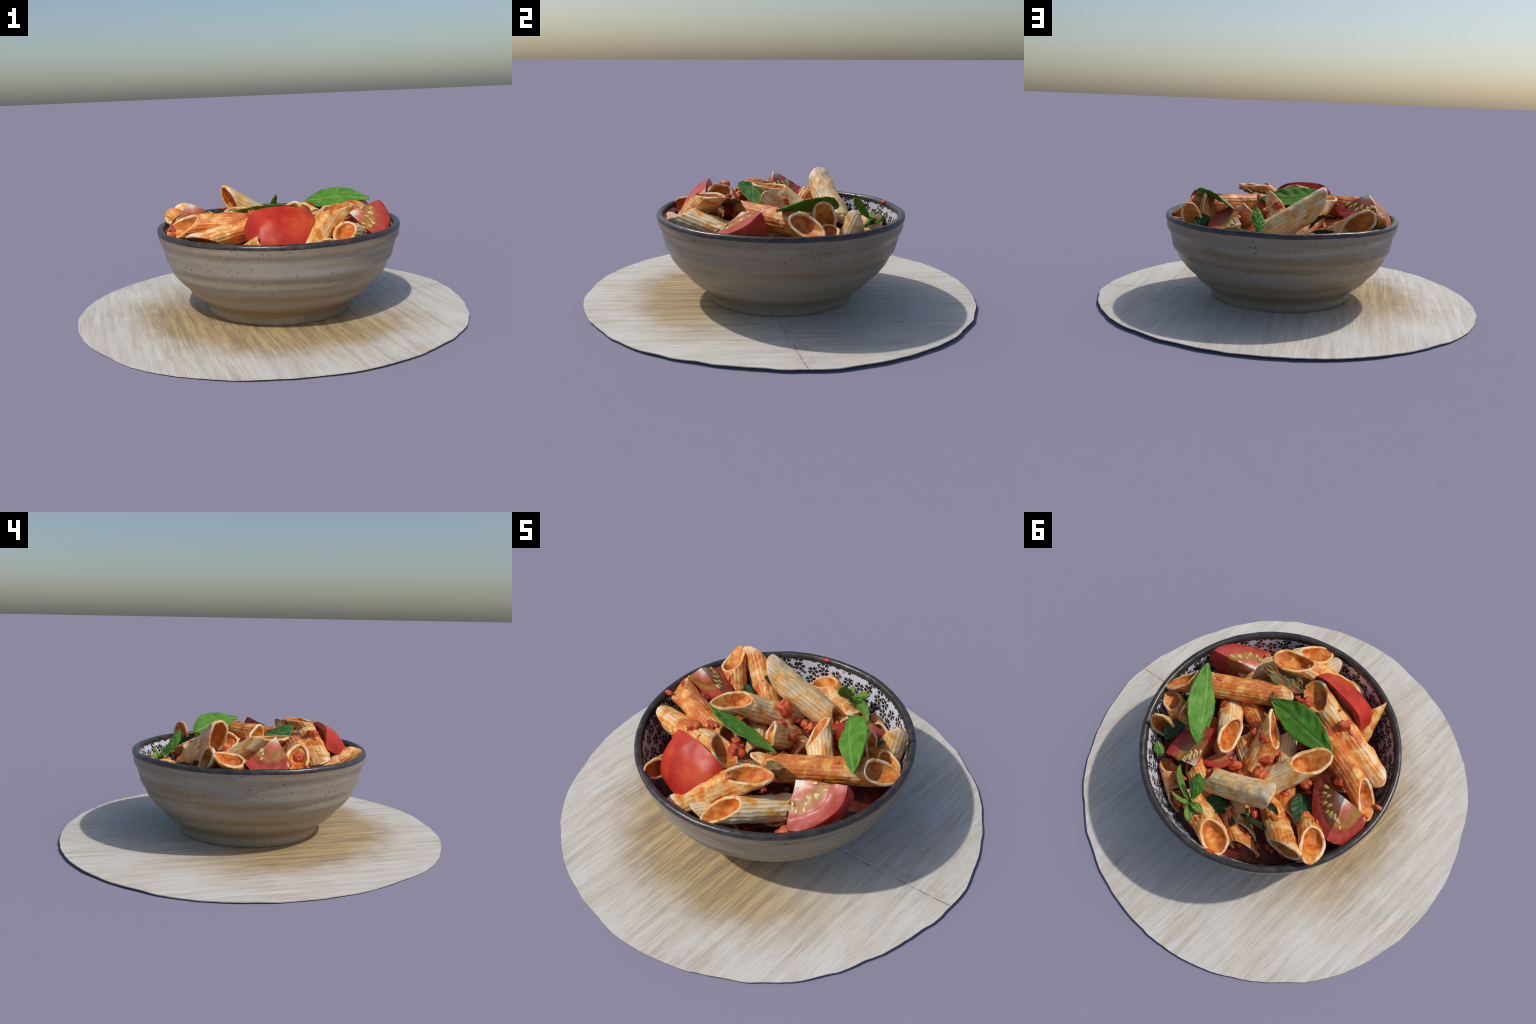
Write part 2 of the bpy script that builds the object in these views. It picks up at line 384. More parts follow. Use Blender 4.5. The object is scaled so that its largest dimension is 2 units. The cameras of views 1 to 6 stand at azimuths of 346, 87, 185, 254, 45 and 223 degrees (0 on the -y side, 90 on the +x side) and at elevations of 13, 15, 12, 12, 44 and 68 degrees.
# --------------------------------------------------------------------- bowl
def build_bowl():
    top = empty('ceramic_bowl', (BOWL_C[0], BOWL_C[1], TABLE_Z), 'speckled beige stoneware bowl with dark rim and blossom print inside', 'bowl')
    outer = [(.343, .008), (.364, .011), (.370, .026), (.371, .043), (.380, .060), (.402, .078), (.436, .105), (.474, .140), (.508, .178),
             (.536, .214), (.553, .240), (.563, .262), (.574, .290), (.585, .322), (.594, .352), (.602, .380), (.610, .412), (.6155, .434)]
    rim = [(.6155, .434), (.6175, .440), (.6165, .449), (.611, .456), (.602, .4585), (.592, .456), (.586, .449), (.5835, .440), (.582, .432)]
    inner = [(.582, .432), (.573, .40), (.560, .345), (.543, .295), (.515, .235), (.465, .165), (.39, .105), (.28, .072), (.14, .062), (.0, .060)]
    def resample(prof, n):
        d = [0]
        for a, b in zip(prof, prof[1:]): d.append(d[-1] + math.hypot(b[0] - a[0], b[1] - a[1]))
        out = []
        for i in range(n + 1):
            s = d[-1] * i / n
            out.append((interp(list(zip(d, [q[0] for q in prof])), s), interp(list(zip(d, [q[1] for q in prof])), s)))
        # light smoothing
        for _ in range(3):
            out = [out[0]] + [((a[0] + 2 * b[0] + c[0]) / 4, (a[1] + 2 * b[1] + c[1]) / 4) for a, b, c in zip(out, out[1:], out[2:])] + [out[-1]]
        return out
    na = 288
    def ring_mesh(name, prof, mat, ripple, bottom=False):
        verts, faces = [], []
        for r0, z0 in prof:
            for i in range(na):
                a = 2 * math.pi * i / na; ca, sa = math.cos(a), math.sin(a)
                r, z = r0, z0
                if ripple:
                    # throwing rings of the wheel, spiralling a little
                    am = sstep(.06, .11, z) * (1 - sstep(.405, .43, z))
                    ph = z + .010 * math.sin(a + .6) + .006 * noise.noise(V((ca * 1.5, sa * 1.5, z * 4)))
                    r += am * (  .0015 * math.sin(ph * 2 * math.pi / .055) + .0030 * math.sin(ph * 2 * math.pi / .098 + 1.0))
                    r += am * .004 * noise.noise(V((ca * 2, sa * 2, z * 9)))
                    if z < .07: r += .011 * sstep(.07, .03, z) * sstep(.1, .9, -.9 * ca + .43 * sa)
                    if z < .05: r += .004 * noise.noise(V((ca * 6, sa * 6, 5)))
                if z > .40:
                    k = sstep(.40, .44, z)
                    z += k * (.0028 * noise.noise(V((ca * 3, sa * 3, 9))) + .0012 * noise.noise(V((ca * 14, sa * 14, 2))))
                    r += k * .0014 * noise.noise(V((ca * 11, sa * 11, z * 20)))
                verts.append(V((r * ca, r * sa, z - TABLE_Z)))
        n = len(prof)
        for j in range(n - 1):
            for i in range(na):
                a0 = j * na + i; a1 = j * na + (i + 1) % na
                faces.append((a0, a1, a1 + na, a0 + na))
        if bottom: faces.append(tuple(range(na))[::-1])
        # object coordinates stay those of the whole bowl
        ob = make(name, [v + V((BOWL_C[0], BOWL_C[1], TABLE_Z)) for v in verts], faces, [mat], top,
                  Matrix.Translation((-BOWL_C[0], -BOWL_C[1], -TABLE_Z)))
        return ob
    o, r, i = resample(outer, 90), resample(rim, 24), resample(inner, 60)
    ring_mesh('bowl_wall', o, B_OUT, True, True)
    ring_mesh('bowl_rim', r, B_RIM, False)
    ring_mesh('bowl_interior', i[:-1] + [(.002, .06)], B_IN, False)
build_bowl()

# --------------------------------------------------------------------- food
DISH = empty('penne_dish', (BOWL_C[0], BOWL_C[1], .07), 'penne in tomato sauce with tomato wedges and basil leaves', 'pasta dish')
DINV = Matrix.Translation((-BOWL_C[0], -BOWL_C[1], -.07))

def penne(c1, f1, c2, f2, r=.060, sauce='mid', t=1.25, bend=0.0, flat=None, name='penne'):
    """hollow ridged tube; c1,c2 centres of the slanted cuts, f1,f2 the sides they open to"""
    c1, c2 = V(c1), V(c2)
    t *= 1.08
    if flat is None: flat = rnd.uniform(-.04, .15)
    az = (c2 - c1); L = az.length; az.normalize()
    ax = perp(f1, az) if f1 is not None else az.orthogonal().normalized()
    ay = az.cross(ax)
    g1 = perp(f1, az); g2 = perp(f2, az)
    F1 = (g1.dot(ax), g1.dot(ay)); F2 = (g2.dot(ax), g2.dot(ay))
    NA, NL, NI = 80, 34, 12
    sd = rnd.random() * 50; wall = r * .26; tw = rnd.uniform(0, 6.28); ri = r - wall
    depth = min(.022 + r * t * .62, L * .48)
    verts, faces, ids = [], [], []
    def pt(rr, th, z, rid=0.0, zc=None):
        ca, sa = math.cos(th), math.sin(th)
        u = clamp(z / L)
        nz = noise.noise(V((ca * 1.3, sa * 1.3, z * 11 + sd))) * .11 + noise.noise(V((ca * 3, sa * 3, z * 30 + sd))) * .03
        nz += .07 * sstep(.12, .42, noise.noise(V((ca * 1.4, sa * 1.4, z * 16 + sd + 9)))) * (1 if rid else 0)
        rr = rr * (1 + nz * rid) + (.0012 * math.cos(20 * th) if rid == 1 else 0)
        x, y = rr * ca * (1 - flat), rr * sa * (1 + flat)
        return V((x + bend * (4 * u * (1 - u)), y, z - L / 2))
    def zs(th): return .13 * r * math.sin(2 * th + tw) + r * t * (math.cos(th) * F1[0] + math.sin(th) * F1[1])
    def ze(th): return L + .13 * r * math.sin(2 * th + tw + 2) - r * t * (math.cos(th) * F2[0] + math.sin(th) * F2[1])
    rows = []
    def row(fn, mid):
        rows.append(len(verts))
        for i in range(NA): verts.append(fn(2 * math.pi * i / NA))
        rowmat.append(mid)
    rowmat = []
    # end 1 cavity floor -> lip -> outside -> lip -> end 2 cavity floor
    for k in range(NI, 0, -1):
        u = k / NI
        row(lambda th, u=u: pt(ri * (1 - .38 * u) * (1 - .85 * max(0, u - .75) / .25), th, lerp(zs(th), depth, u ** .8) , .6), 1)
    for k in range(6, -1, -1):
        a = math.pi * k / 6
        row(lambda th, a=a: pt(r - wall / 2 + wall / 2 * math.cos(a), th, zs(th) - wall * .5 * math.sin(a), .8), 2)
    for k in range(1, NL):
        row(lambda th, u=k / NL: pt(r, th, lerp(zs(th), ze(th), u), 1.0), 0)
    for k in range(0, 7):
        a = math.pi * k / 6
        row(lambda th, a=a: pt(r - wall / 2 + wall / 2 * math.cos(a), th, ze(th) + wall * .5 * math.sin(a), .8), 2)
    for k in range(1, NI + 1):
        u = k / NI
        row(lambda th, u=u: pt(ri * (1 - .38 * u) * (1 - .85 * max(0, u - .75) / .25), th, lerp(ze(th), L - depth, u ** .8), .6), 1)
    for j in range(len(rows) - 1):
        for i in range(NA):
            a, b = rows[j] + i, rows[j] + (i + 1) % NA
            c, d = rows[j + 1] + (i + 1) % NA, rows[j + 1] + i
            faces.append((a, b, c, d)); ids.append(1 if rowmat[j] == 1 or rowmat[j + 1] == 1 else 2 if rowmat[j] == 2 and rowmat[j + 1] == 2 else 0)
    for k, rv in ((0, True), (-1, False)):
        f = tuple(range(rows[k], rows[k] + NA)); faces.append(f[::-1] if rv else f); ids.append(1)
    mtx = DINV @ frame(ax, ay, az, (c1 + c2) / 2)
    PIECES.append((frame(ax, ay, az, (c1 + c2) / 2), L, r, sauce))
    return make(name, verts, faces, [PENNE[sauce], INSIDE, LIP], DISH, mtx, ids)

UP = (0, 0, 1)
PIECES = []
P = penne
# top layer, as they lie in the bowl
P((.567, .078, .486), (.3, -.35, .8), (.205, -.190, .472), (0, -.5, -.7), .056, 'saucy', 1.2)                    # long one under the leaf
P((.241, -.340, .560), UP, (.020, -.490, .370), (0, 0, -1), .058, 'mid', 1.3)
P((.222, -.492, .466), (0, -.1, 1), (.385, -.235, .395), (0, 0, -1), .055, 'clean', 1.2)
P((.140, -.508, .398), (-.3, -.4, -.8), (.215, -.33, .340), (0, 0, -1), .050, 'clean', 1.2)
P((.205, .115, .474), (-.6, -.5, .6), (.320, .000, .395), (0, 0, -1), .058, 'clean', 1.2)
P((.078, -.050, .486), (-.85, -.4, .1), (.045, .135, .315), (0, 0, -1), .060, 'mid', 1.15)
P((-.173, -.040, .537), UP, (-.055, .170, .375), (0, 0, -1), .060, 'clean', 1.25)
P((-.150, .222, .543), (-.5, -.35, -.8), (.165, .317, .352), (0, 0, 1), .062, 'clean', 1.15)
P((-.465, -.095, .480), (0, -.6, .75), (-.030, -.195, .462), (0, .5, .8), .058, 'saucy', 1.2, .02)
P((-.375, -.238, .432), (0, -.4, -.9), (.045, -.300, .535), (-.1, .55, .8), .058, 'mid', 1.2)
P((-.440, .225, .488), (.1, -.8, .5), (-.300, .095, .350), (0, 0, -1), .058, 'saucy', 1.15)
P((-.365, .320, .476), (.35, .85, -.15), (-0.141, 0.188, .330), (0, 0, -1), .058, 'mid', 1.15)
P((-.083, .490, .378), (0, -.1, 1), (.100, .435, .335), (0, 0, -1), .058, 'mid', 1.1)
P((.472, .300, .450), (-.5, .65, .2), (.475, .235, .300), (0, 0, -1), .052, 'clean', 1.4)
P((.446, .170, .492), (.85, .3, 0), (.375, .180, .320), (0, 0, -1), .052, 'mid', 1.2)
P((.535, .178, .452), (.2, .1, .9), (.400, .205, .405), (0, 0, -1), .044, 'mid', 1.0)
P((-.172, -.490, .438), (.8, .3, .1), (-.215, -.350, .375), (0, 0, -1), .042, 'mid', 1.0)
P((.335, .398, .340), (-.3, -.3, .8), (.190, .475, .328), (0, 0, 1), .044, 'mid', 1.1)
P((-.205, .420, .318), (0, .8, .2), (-.060, .370, .312), (0, 0, -1), .052, 'saucy', 1.0)
P((-.145, .365, .325), (0, .8, .2), (.04, .250, .300), (0, 0, -1), .052, 'mid', 1.0)
# darker ones lower down
low = [((.215, .030, .372), (.030, .120, .330), 'mid'), ((.060, -.130, .385), (-.070, .020, .345), 'clean'),
       ((.330, -.300, .370), (.420, -.120, .330), 'mid'), ((.340, -.100, .400), (.160, -.060, .360), 'saucy'),
       ((.250, -.390, .335), (.060, -.400, .320), 'clean'), ((-.110, -.370, .350), (.040, -.380, .330), 'saucy'),
       ((-.300, -.120, .380), (-.160, -.060, .360), 'saucy'), ((-.260, .200, .355), (-.130, .090, .340), 'saucy'),
       ((.270, .300, .350), (.120, .360, .320), 'saucy'), ((.380, .060, .360), (.230, .150, .330), 'saucy'),
       ((-.380, .040, .350), (-.270, .160, .330), 'mid'), ((-.280, -.270, .345), (-.150, -.230, .360), 'mid')]
for a, b, s in low: P(a, (rnd.uniform(-1, 1), rnd.uniform(-1, 1), .8), b, (rnd.uniform(-1, 1), rnd.uniform(-1, 1), -.3), .054, s, .75)

# ------------------------------------------------------------ tomato wedges
def ellipsoid_mesh(sz, n=10, m=7):
    vs, fs = [], []
    for j in range(m + 1):
        th = math.pi * j / m
        for i in range(n):
            ph = 2 * math.pi * i / n
            # teardrop: narrower at +z
            k = 1 - .35 * math.cos(th)
            vs.append(V((sz[0] * math.sin(th) * math.cos(ph) * k, sz[1] * math.sin(th) * math.sin(ph) * k, sz[2] * math.cos(th))))
    for j in range(m):
        for i in range(n):
            fs.append((j * n + i, j * n + n + i, j * n + n + (i + 1) % n, j * n + (i + 1) % n))
    return vs, fs
_sv, _sf = ellipsoid_mesh((.0062, .0036, .0115))
SEED_ME = bpy.data.meshes.new('tomato_seed'); SEED_ME.from_pydata([tuple(v) for v in _sv], [], _sf); SEED_ME.materials.append(SEED)
SEED_ME.polygons.foreach_set('use_smooth', [True] * len(SEED_ME.polygons))

def tomato(C, U, Vv, W, full=False, seeds=(), boxy=.0, seed_r=(.45, .62)):
    """piece of a tomato: core at C, cut faces span U-V, U-W (and V-W unless full, then it runs from -U to +U)"""
    C, U, Vv, W = V(C), V(U), V(Vv), V(W)
    M = Matrix((U, Vv, W)).transposed(); Mi = M.inverted()
    inv = [tuple(Mi[i]) for i in range(3)]
    flesh = mat_flesh(inv)
    sd = rnd.random() * 30
    verts, faces, ids = [], [], []
    def place(a, b, c, inner=1.0):
        d = V((a, b, c)); rho = d.length
        if boxy and rho > 1e-5:
            h = math.hypot(b, c); e = (abs(a) ** (2 + boxy * 2) + h ** (2 + boxy * 2)) ** (1 / (2 + boxy * 2))
            d = d * lerp(1, rho / e, .8)
        p = M @ d
        n = noise.noise_vector(p * 9 + V((sd, 0, 0))) * .009 + noise.noise_vector(p * 26 + V((sd, 3, 0))) * .0022
        return p + n
    N = 26
    amax = math.pi if full else math.pi / 2
    def grid(fn, nu, nv, mid, flip):
        b = len(verts)
        for j in range(nv + 1):
            for i in range(nu + 1): verts.append(fn(i / nu, j / nv))
        for j in range(nv):
            for i in range(nu):
                q = (b + j * (nu + 1) + i, b + j * (nu + 1) + i + 1, b + (j + 1) * (nu + 1) + i + 1, b + (j + 1) * (nu + 1) + i)
                faces.append(q[::-1] if flip else q); ids.append(mid)
    neg = M.determinant() < 0
    nu = 2 * N if full else N
    # skin: polar angle from U, azimuth from V to W
    grid(lambda u, v: place(math.cos(u * amax), math.sin(u * amax) * math.cos(v * math.pi / 2), math.sin(u * amax) * math.sin(v * math.pi / 2)), nu, N, 0, not neg)
    # cut faces; jelly pockets sag below the wall
    def dent(rho, a): return -.05 * sstep(.35, .5, rho) * sstep(.80, .66, rho) * (.5 + .5 * noise.noise(V((a * 2.2, sd, rho * 3))))
    def f_uv(u, v): a = u * amax; return place(math.cos(a) * v, math.sin(a) * v, -dent(v, a) * sstep(0, .2, v))
    def f_uw(u, v): a = u * amax; return place(math.cos(a) * v, -dent(v, a + 9) * sstep(0, .2, v), math.sin(a) * v)
    def f_vw(u, v): a = u * math.pi / 2; return place(-dent(v, a + 5) * -sstep(0, .2, v), math.cos(a) * v, math.sin(a) * v)
    grid(f_uv, nu, N, 1, neg); grid(f_uw, nu, N, 1, not neg)
    if not full: grid(f_vw, N, N, 1, neg)
    import bmesh
    me_ob = make('tomato_wedge', verts, faces, [SKIN, flesh], DISH, DINV @ Matrix.Translation(C), ids)
    bm = bmesh.new(); bm.from_mesh(me_ob.data)
    bmesh.ops.remove_doubles(bm, verts=bm.verts, dist=.0004)
    bmesh.ops.recalc_face_normals(bm, faces=bm.faces)
    for e in bm.edges:
        if len(e.link_faces) == 2 and e.calc_face_angle(0) > .7: e.smooth = False
    bm.to_mesh(me_ob.data); bm.free()
    # seeds fan out in the pockets of the named cut faces
    for face in seeds:
        E1, E2, N3 = {'uv': (U, Vv, W), 'uw': (U, W, Vv), 'vw': (Vv, W, U)}[face]
        nn = E1.cross(E2).normalized()
        if nn.dot(N3) > 0: nn = -nn
        for k in range(9):
            a = (k + .5) / 9 * (math.pi if (full and face != 'vw') else math.pi / 2) + rnd.uniform(-.06, .06)
            rho = rnd.uniform(*seed_r)
            pos = E1 * math.cos(a) * rho + E2 * math.sin(a) * rho
            rad = pos.normalized()
            side = nn.cross(rad).normalized()
            rz = rnd.uniform(-.35, .35)
            z = (-rad * math.cos(rz) + side * math.sin(rz)).normalized(); x = nn.cross(z).normalized()
            s = bpy.data.objects.new('seed', SEED_ME); bpy.context.scene.collection.objects.link(s)
            s.parent = me_ob
            k2 = rnd.uniform(1.0, 1.45)
            s.matrix_local = frame(x, nn, z, pos - nn * .0015) @ Matrix.Diagonal((k2, k2, k2, 1))
    return me_ob

tomato((.355, -.205, .512), (.196, .090, .034), (.085, -.150, -.112), (.075, .060, -.135), seeds=('uv',), seed_r=(.36, .68))
tomato((-.050, -.345, .468), (.165, -.010, -.010), (.018, -.020, .120), (.006, -.165, -.085), full=True, boxy=.8)
tomato((-.404, -.008, .588), (.175, -.010, -.085), (-.065, .170, -.115), (-.125, -.045, -.125), seeds=('uv', 'vw'))
tomato((.215, .335, .450), (.060, -.175, .065), (.165, .040, -.055), (.020, -.090, -.150), seeds=('uv',), seed_r=(.2, .4))
tomato((.200, .170, .400), (-.09, .02, .02), (.03, .11, -.02), (.02, .02, -.08))

# ------------------------------------------------------------------- leaves
def leaf(base, tip, mid, wide, mat, fold=.25, peak=.45, serr=.05, curl=0.0, ripple=.003, name='basil_leaf', thick=.0028):
    base, tip, mid, wide = V(base), V(tip), V(mid), V(wide)
    hw = wide.length
    sp = lambda u: base * (1 - u) ** 2 + (mid * 2 - (base + tip) / 2) * 2 * u * (1 - u) + tip * u * u
    ty = (tip - base).normalized(); tx = perp(wide, ty); tz = tx.cross(ty)
    mtx = frame(tx, ty, tz, base); inv = mtx.inverted()
    nu, nv = 56, 24; sd = rnd.random() * 20
    k = math.log(.5) / math.log(peak)
    verts, faces = [], []
    grids = []
    for s in (1, -1):
        for j in range(nu + 1):
            u = j / nu
            tg = (sp(min(1, u + .01)) - sp(max(0, u - .01))).normalized()
            w = perp(wide, tg); n = w.cross(tg)
            h = hw * (math.sin(math.pi * u ** k) ** .85) * (1 + serr * (1 - ((u * 13) % 1)) * sstep(.05, .3, u)) + .0022
            for i in range(nv + 1):
                v = 2 * i / nv - 1
                lift = fold * abs(v) ** 1.3 * h + curl * v * abs(v) * h
                lift += ripple * math.cos((u * 1.0 - abs(v) * .18) * 42) * sstep(.08, .35, abs(v)) * .35 - .002 * math.exp(-(v / .06) ** 2)
                lift += ripple * 1.6 * noise.noise(V((u * 5, v * 3, sd)))
                verts.append(inv @ (sp(u) + w * v * h * (1 - .12 * fold * abs(v)) + n * (lift + s * thick / 2)))
    m1 = (nu + 1) * (nv + 1)
    for s in (0, 1):
        for j in range(nu):
            for i in range(nv):
                a = s * m1 + j * (nv + 1) + i; q = (a, a + 1, a + nv + 2, a + nv + 1)
                faces.append(q if s == 0 else q[::-1])
    edge = [i for i in range(nv + 1)] + [j * (nv + 1) + nv for j in range(1, nu + 1)] + [nu * (nv + 1) + i for i in range(nv - 1, -1, -1)] + [j * (nv + 1) for j in range(nu - 1, 0, -1)]
    for a, b in zip(edge, edge[1:] + edge[:1]): faces.append((b, a, a + m1, b + m1))
    return make(name, verts, faces, [mat], DISH, DINV @ mtx)

def tube(pts, radii, mat, name='basil_stem', n=10):
    pts = [V(p) for p in pts]; verts, faces = [], []
    fine = []
    for i in range(len(pts) - 1):
        p0, p1, p2, p3 = pts[max(0, i - 1)], pts[i], pts[i + 1], pts[min(len(pts) - 1, i + 2)]
        for k in range(6):
            t = k / 6
            fine.append((.5 * ((2 * p1) + (p2 - p0) * t + (2 * p0 - 5 * p1 + 4 * p2 - p3) * t * t + (3 * p1 - p0 - 3 * p2 + p3) * t ** 3), lerp(radii[i], radii[i + 1], t)))
    fine.append((pts[-1], radii[-1]))
    o = pts[0]
    for j, (p, r) in enumerate(fine):
        tg = (fine[min(j + 1, len(fine) - 1)][0] - fine[max(j - 1, 0)][0]).normalized()
        x = perp((.3, .4, .86), tg); y = tg.cross(x)
        for i in range(n):
            a = 2 * math.pi * i / n; verts.append(p - o + x * r * math.cos(a) + y * r * math.sin(a))
    for j in range(len(fine) - 1):
        for i in range(n):
            faces.append((j * n + i, j * n + (i + 1) % n, j * n + n + (i + 1) % n, j * n + n + i))
    faces.append(tuple(range(n))[::-1]); faces.append(tuple(range((len(fine) - 1) * n, len(fine) * n)))
    return make(name, verts, faces, [mat], DISH, DINV @ Matrix.Translation(o))

# two large fresh leaves on top
leaf((.268, .258, .505), (.527, -.052, .546), (.388, .112, .551), (.020, .055, .034), LEAF, fold=.08, peak=.45, ripple=.004)
leaf((-.219, -.128, .549), (.186, -.142, .508), (-.015, -.150, .528), (.012, .060, -.040), LEAF, fold=-.10, peak=.52, ripple=.004)
# sprig by the rim
SB = V((.108, .452, .392))
tube([(.075, .430, .330), tuple(SB), (.112, .447, .425)], [.007, .007, .006], LEAF_Y)
leaf(SB + V((.004, -.006, .02)), (.140, .361, .545), (.118, .405, .478), (.027, .018, .004), LEAF, fold=.35, peak=.55, serr=.02, thick=.003)
leaf(SB, (.285, .365, .400), (.205, .415, .425), (.006, .012, .022), LEAF_Y, fold=.5, peak=.45, serr=.02)
leaf(SB, (.197, .489, .446), (.150, .478, .425), (-.008, .008, .014), LEAF_Y, fold=.5, peak=.5, serr=.02)
leaf(SB, (.050, .520, .390), (.080, .500, .410), (.012, .012, .008), LEAF_Y, fold=.4, peak=.5, serr=.02)
leaf(SB, (.030, .455, .412), (.070, .458, .420), (.004, .018, .006), LEAF_Y, fold=.4, peak=.5, serr=.02)
leaf((.085, .425, .350), (-.035, .350, .355), (.030, .385, .372), (-.030, .036, .004), LEAF_D, fold=.2, peak=.45)
leaf((.060, .380, .345), (-.080, .400, .325), (-.01, .402, .345), (.010, .030, .004), LEAF_D, fold=.2, peak=.45)
leaf((-.060, .345, .345), (-.130, .400, .335), (-.092, .365, .362), (.020, .024, -.004), LEAF_K, fold=.3, peak=.45)
tube([(-.090, .290, .395), (-.125, .318, .392), (-.160, .345, .385)], [.0085, .0085, .0088], LEAF_Y)
leaf((-.120, .270, .430), (-.235, .235, .488), (-.170, .235, .475), (.010, .016, .004), LEAF_K, fold=.5, peak=.5, serr=0)
leaf((-.090, .330, .395), (-.270, .290, .410), (-.180, .320, .418), (.004, .016, .012), LEAF_K, fold=.4, peak=.5, serr=0)
leaf((-.216, .063, .405), (-.350, .183, .428), (-.285, .125, .425), (.040, .036, .002), LEAF_D, fold=.15, peak=.42)
leaf((.430, .330, .400), (.400, .200, .460), (.425, .265, .452), (.030, .012, .010), LEAF_D, fold=.2, peak=.45)
leaf((.385, .385, .360), (.450, .360, .400), (.415, .380, .395), (.010, .020, .006), LEAF_Y, fold=.3, peak=.5)
# stewed, sauce-coated leaf draped between two pieces of pasta
leaf((.100, -.290, .500), (.316, -.220, .560), (.205, -.262, .515), (-.016, .046, -.010), LEAF_B, fold=-.3, peak=.5, serr=.10, ripple=.009)
leaf((.150, -.130, .490), (.205, -.170, .530), (.175, -.150, .515), (.012, .018, .0), LEAF_B, fold=.3, peak=.5, serr=.05)

# -------------------------------------------------------------------- sauce
def lump_mesh(size, sd, boxy, n=14):
    vs, fs = [], []
    def pnt(th, ph):
        d = V((math.sin(th) * math.cos(ph), math.sin(th) * math.sin(ph), math.cos(th)))
        e = 2 + boxy * 3
        q = (abs(d.x) ** e + abs(d.y) ** e + abs(d.z) ** e) ** (1 / e)
        d = d / q
        d *= 1 + .42 * noise.noise(d * 1.5 + V((sd, 0, 0))) + .08 * noise.noise(d * 2.6 + V((sd, 5, 0))) + .04 * noise.noise(d * 9 + V((sd, 7, 0)))
        return V((d.x * size[0], d.y * size[1], d.z * size[2]))
    m = n
    for j in range(m + 1):
        for i in range(2 * n): vs.append(pnt(math.pi * (j * .998 / m + .001), math.pi * i / n))
    for j in range(m):
        for i in range(2 * n):
            fs.append((j * 2 * n + i, (j + 1) * 2 * n + i, (j + 1) * 2 * n + (i + 1) % (2 * n), j * 2 * n + (i + 1) % (2 * n)))
    return vs, fs
def lump(pos, size, rot=(0, 0, 0), boxy=.4, mat=SAUCE, name='tomato_dice'):
    from mathutils import Euler
    vs, fs = lump_mesh(size, rnd.random() * 40, boxy)
    return make(name, vs, fs, [mat], DISH, DINV @ Matrix.Translation(pos) @ Euler(rot).to_matrix().to_4x4())
for pos, size, rot, bx in [
    ((.058, -.239, .500), (.036, .032, .034), (.2, .1, .7), .4), ((-.157, -.276, .540), (.028, .022, .024), (.3, .2, .9), .9),
    ((-.190, -.245, .497), (.022, .019, .018), (.1, .4, .5), .7), ((-.13, -.20, .525), (.035, .020, .014), (0, 0, -.3), .3), ((.075, .020, .500), (.024, .018, .018), (.5, .6, 0), .4),
    ((-.030, .150, .445), (.034, .034, .040), (.2, .1, 0), .3), ((.003, .300, .480), (.018, .014, .014), (0, .4, .3), .6),
    ((.105, .182, .390), (.030, .020, .020), (.3, 0, 1), .2), ((.140, .015, .465), (.018, .016, .014), (0, 0, 0), .2),
    ((.020, .070, .420), (.045, .020, .018), (0, .3, .6), .2), ((-.095, -.330, .470), (.030, .030, .028), (0, 0, 0), .3),
    ((-.390, -.110, .475), (.034, .024, .026), (0, .2, .5), .3), ((-.330, -.080, .495), (.030, .020, .018), (0, .2, .5), .3),
    ((-.525, -.125, .448), (.026, .012, .012), (0, -.3, .2), .1), ((.170, .475, .360), (.030, .026, .026), (0, 0, 0), .2),
    ((.410, .240, .400), (.034, .026, .040), (.2, 0, .4), .3), ((.130, -.260, .470), (.030, .024, .022), (0, 0, .3), .2),
    ((.470, .270, .360), (.030, .030, .035), (0, 0, .4), .3), ((-.405, .255, .415), (.030, .03, .02), (0, 0, 0), .2),
    ((-.520, .090, .400), (.020, .04, .02), (0, 0, 0), .2), ((.435, -.340, .345), (.05, .035, .03), (0, 0, 0), .2),
    ((.02, -.20, .515), (.022, .018, .016), (0, 0, 0), .3), ((.345, .015, .435), (.026, .02, .03), (0, 0, 0), .2)]:
    lump(pos, size, rot, bx)
lump((-.133, .560, .456), (.022, .009, .005), (0, .05, .32), .1, name='sauce_smear')

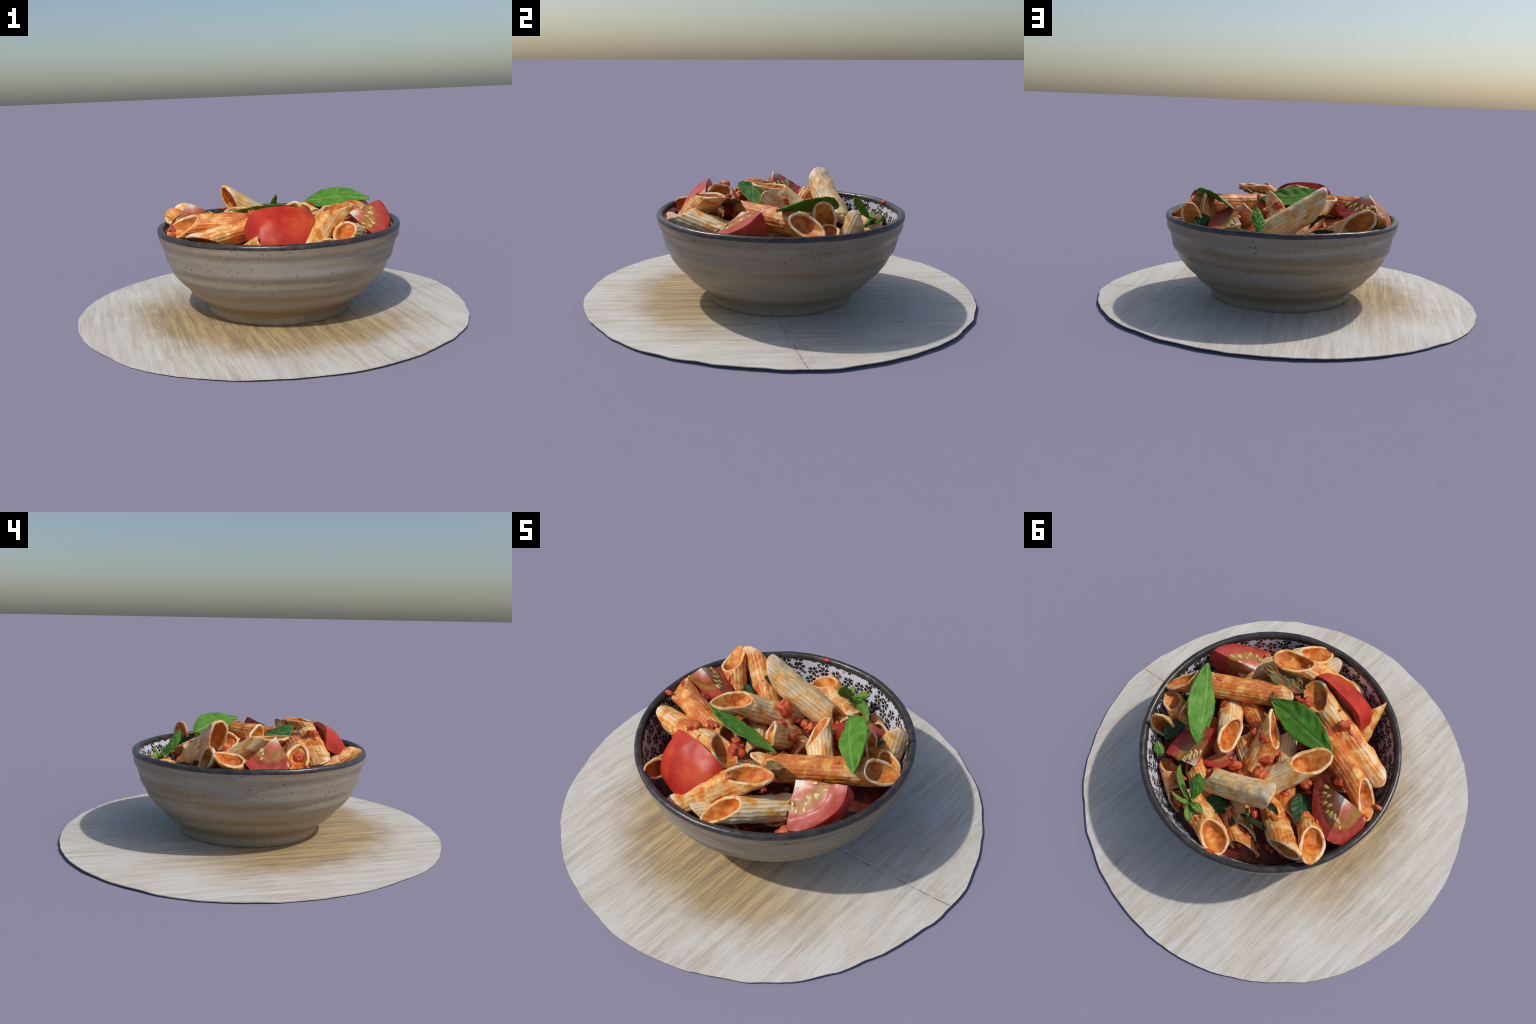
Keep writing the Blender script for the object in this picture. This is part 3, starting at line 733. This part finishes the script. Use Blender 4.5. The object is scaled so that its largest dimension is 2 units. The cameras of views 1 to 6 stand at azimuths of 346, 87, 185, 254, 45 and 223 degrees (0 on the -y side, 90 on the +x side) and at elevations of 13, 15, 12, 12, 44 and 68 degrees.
def build_sauce_pool():
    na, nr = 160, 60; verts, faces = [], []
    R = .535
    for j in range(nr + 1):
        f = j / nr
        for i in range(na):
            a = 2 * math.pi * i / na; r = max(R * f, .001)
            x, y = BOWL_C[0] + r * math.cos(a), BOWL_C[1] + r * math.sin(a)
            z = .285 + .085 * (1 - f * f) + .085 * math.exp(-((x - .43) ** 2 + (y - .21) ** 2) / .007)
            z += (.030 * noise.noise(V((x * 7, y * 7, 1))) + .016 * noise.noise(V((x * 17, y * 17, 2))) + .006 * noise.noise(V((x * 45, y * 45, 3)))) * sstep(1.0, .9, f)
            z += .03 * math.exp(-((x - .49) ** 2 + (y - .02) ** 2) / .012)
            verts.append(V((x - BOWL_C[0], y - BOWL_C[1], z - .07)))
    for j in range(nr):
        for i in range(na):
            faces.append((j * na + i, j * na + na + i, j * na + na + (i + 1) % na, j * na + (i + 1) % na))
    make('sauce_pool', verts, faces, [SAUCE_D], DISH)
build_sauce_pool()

def build_sauce_bits():
    verts, faces = [], []
    for k in range(170):
        a = rnd.uniform(0, 2 * math.pi); r = .50 * math.sqrt(rnd.random())
        s = rnd.uniform(.010, .026)
        if math.hypot(r * math.cos(a) - .42, r * math.sin(a) - .03) < .13: continue
        z = .30 + .075 * (1 - (r / .53) ** 2) + rnd.uniform(-.01, .03)
        vs, fs = lump_mesh((s, s * rnd.uniform(.6, 1), s * rnd.uniform(.5, .9)), rnd.random() * 40, .3, 7)
        b = len(verts); o = V((r * math.cos(a), r * math.sin(a), z - .07))
        verts += [v + o for v in vs]; faces += [tuple(q + b for q in f) for f in fs]
    ob = make('sauce_bits', verts, faces, [SAUCE], DISH); ob['kind'] = 'stuff'
build_sauce_bits()

def build_sauce_clots():
    """small clots of sauce clinging to the upper side of the pasta"""
    verts, faces = [], []
    for mtx, L, r, sauce in PIECES:
        for k in range({'clean': 2, 'mid': 6, 'saucy': 10}[sauce]):
            th = rnd.uniform(0, 2 * math.pi)
            z = rnd.gauss(.0, .2) * L
            if abs(z) > L * .34: continue
            n = mtx.to_3x3() @ V((math.cos(th), math.sin(th), 0))
            if n.z < -.2: continue
            p = mtx @ V((r * .99 * math.cos(th), r * .99 * math.sin(th), z))
            s = rnd.uniform(.005, .015) * (1.3 if rnd.random() < .2 else 1)
            vs, fs = lump_mesh((s * rnd.uniform(.9, 2.0), s, s * .36), rnd.random() * 40, .0, 9)
            q = n.to_track_quat('Z', 'Y').to_matrix() @ Matrix.Rotation(rnd.uniform(0, 6), 3, 'Z')
            b = len(verts); o = V((BOWL_C[0], BOWL_C[1], .07))
            verts += [q @ v + p - o for v in vs]; faces += [tuple(i + b for i in f) for f in fs]
    ob = make('sauce_clots', verts, faces, [CLOT], DISH); ob['kind'] = 'stuff'
build_sauce_clots()
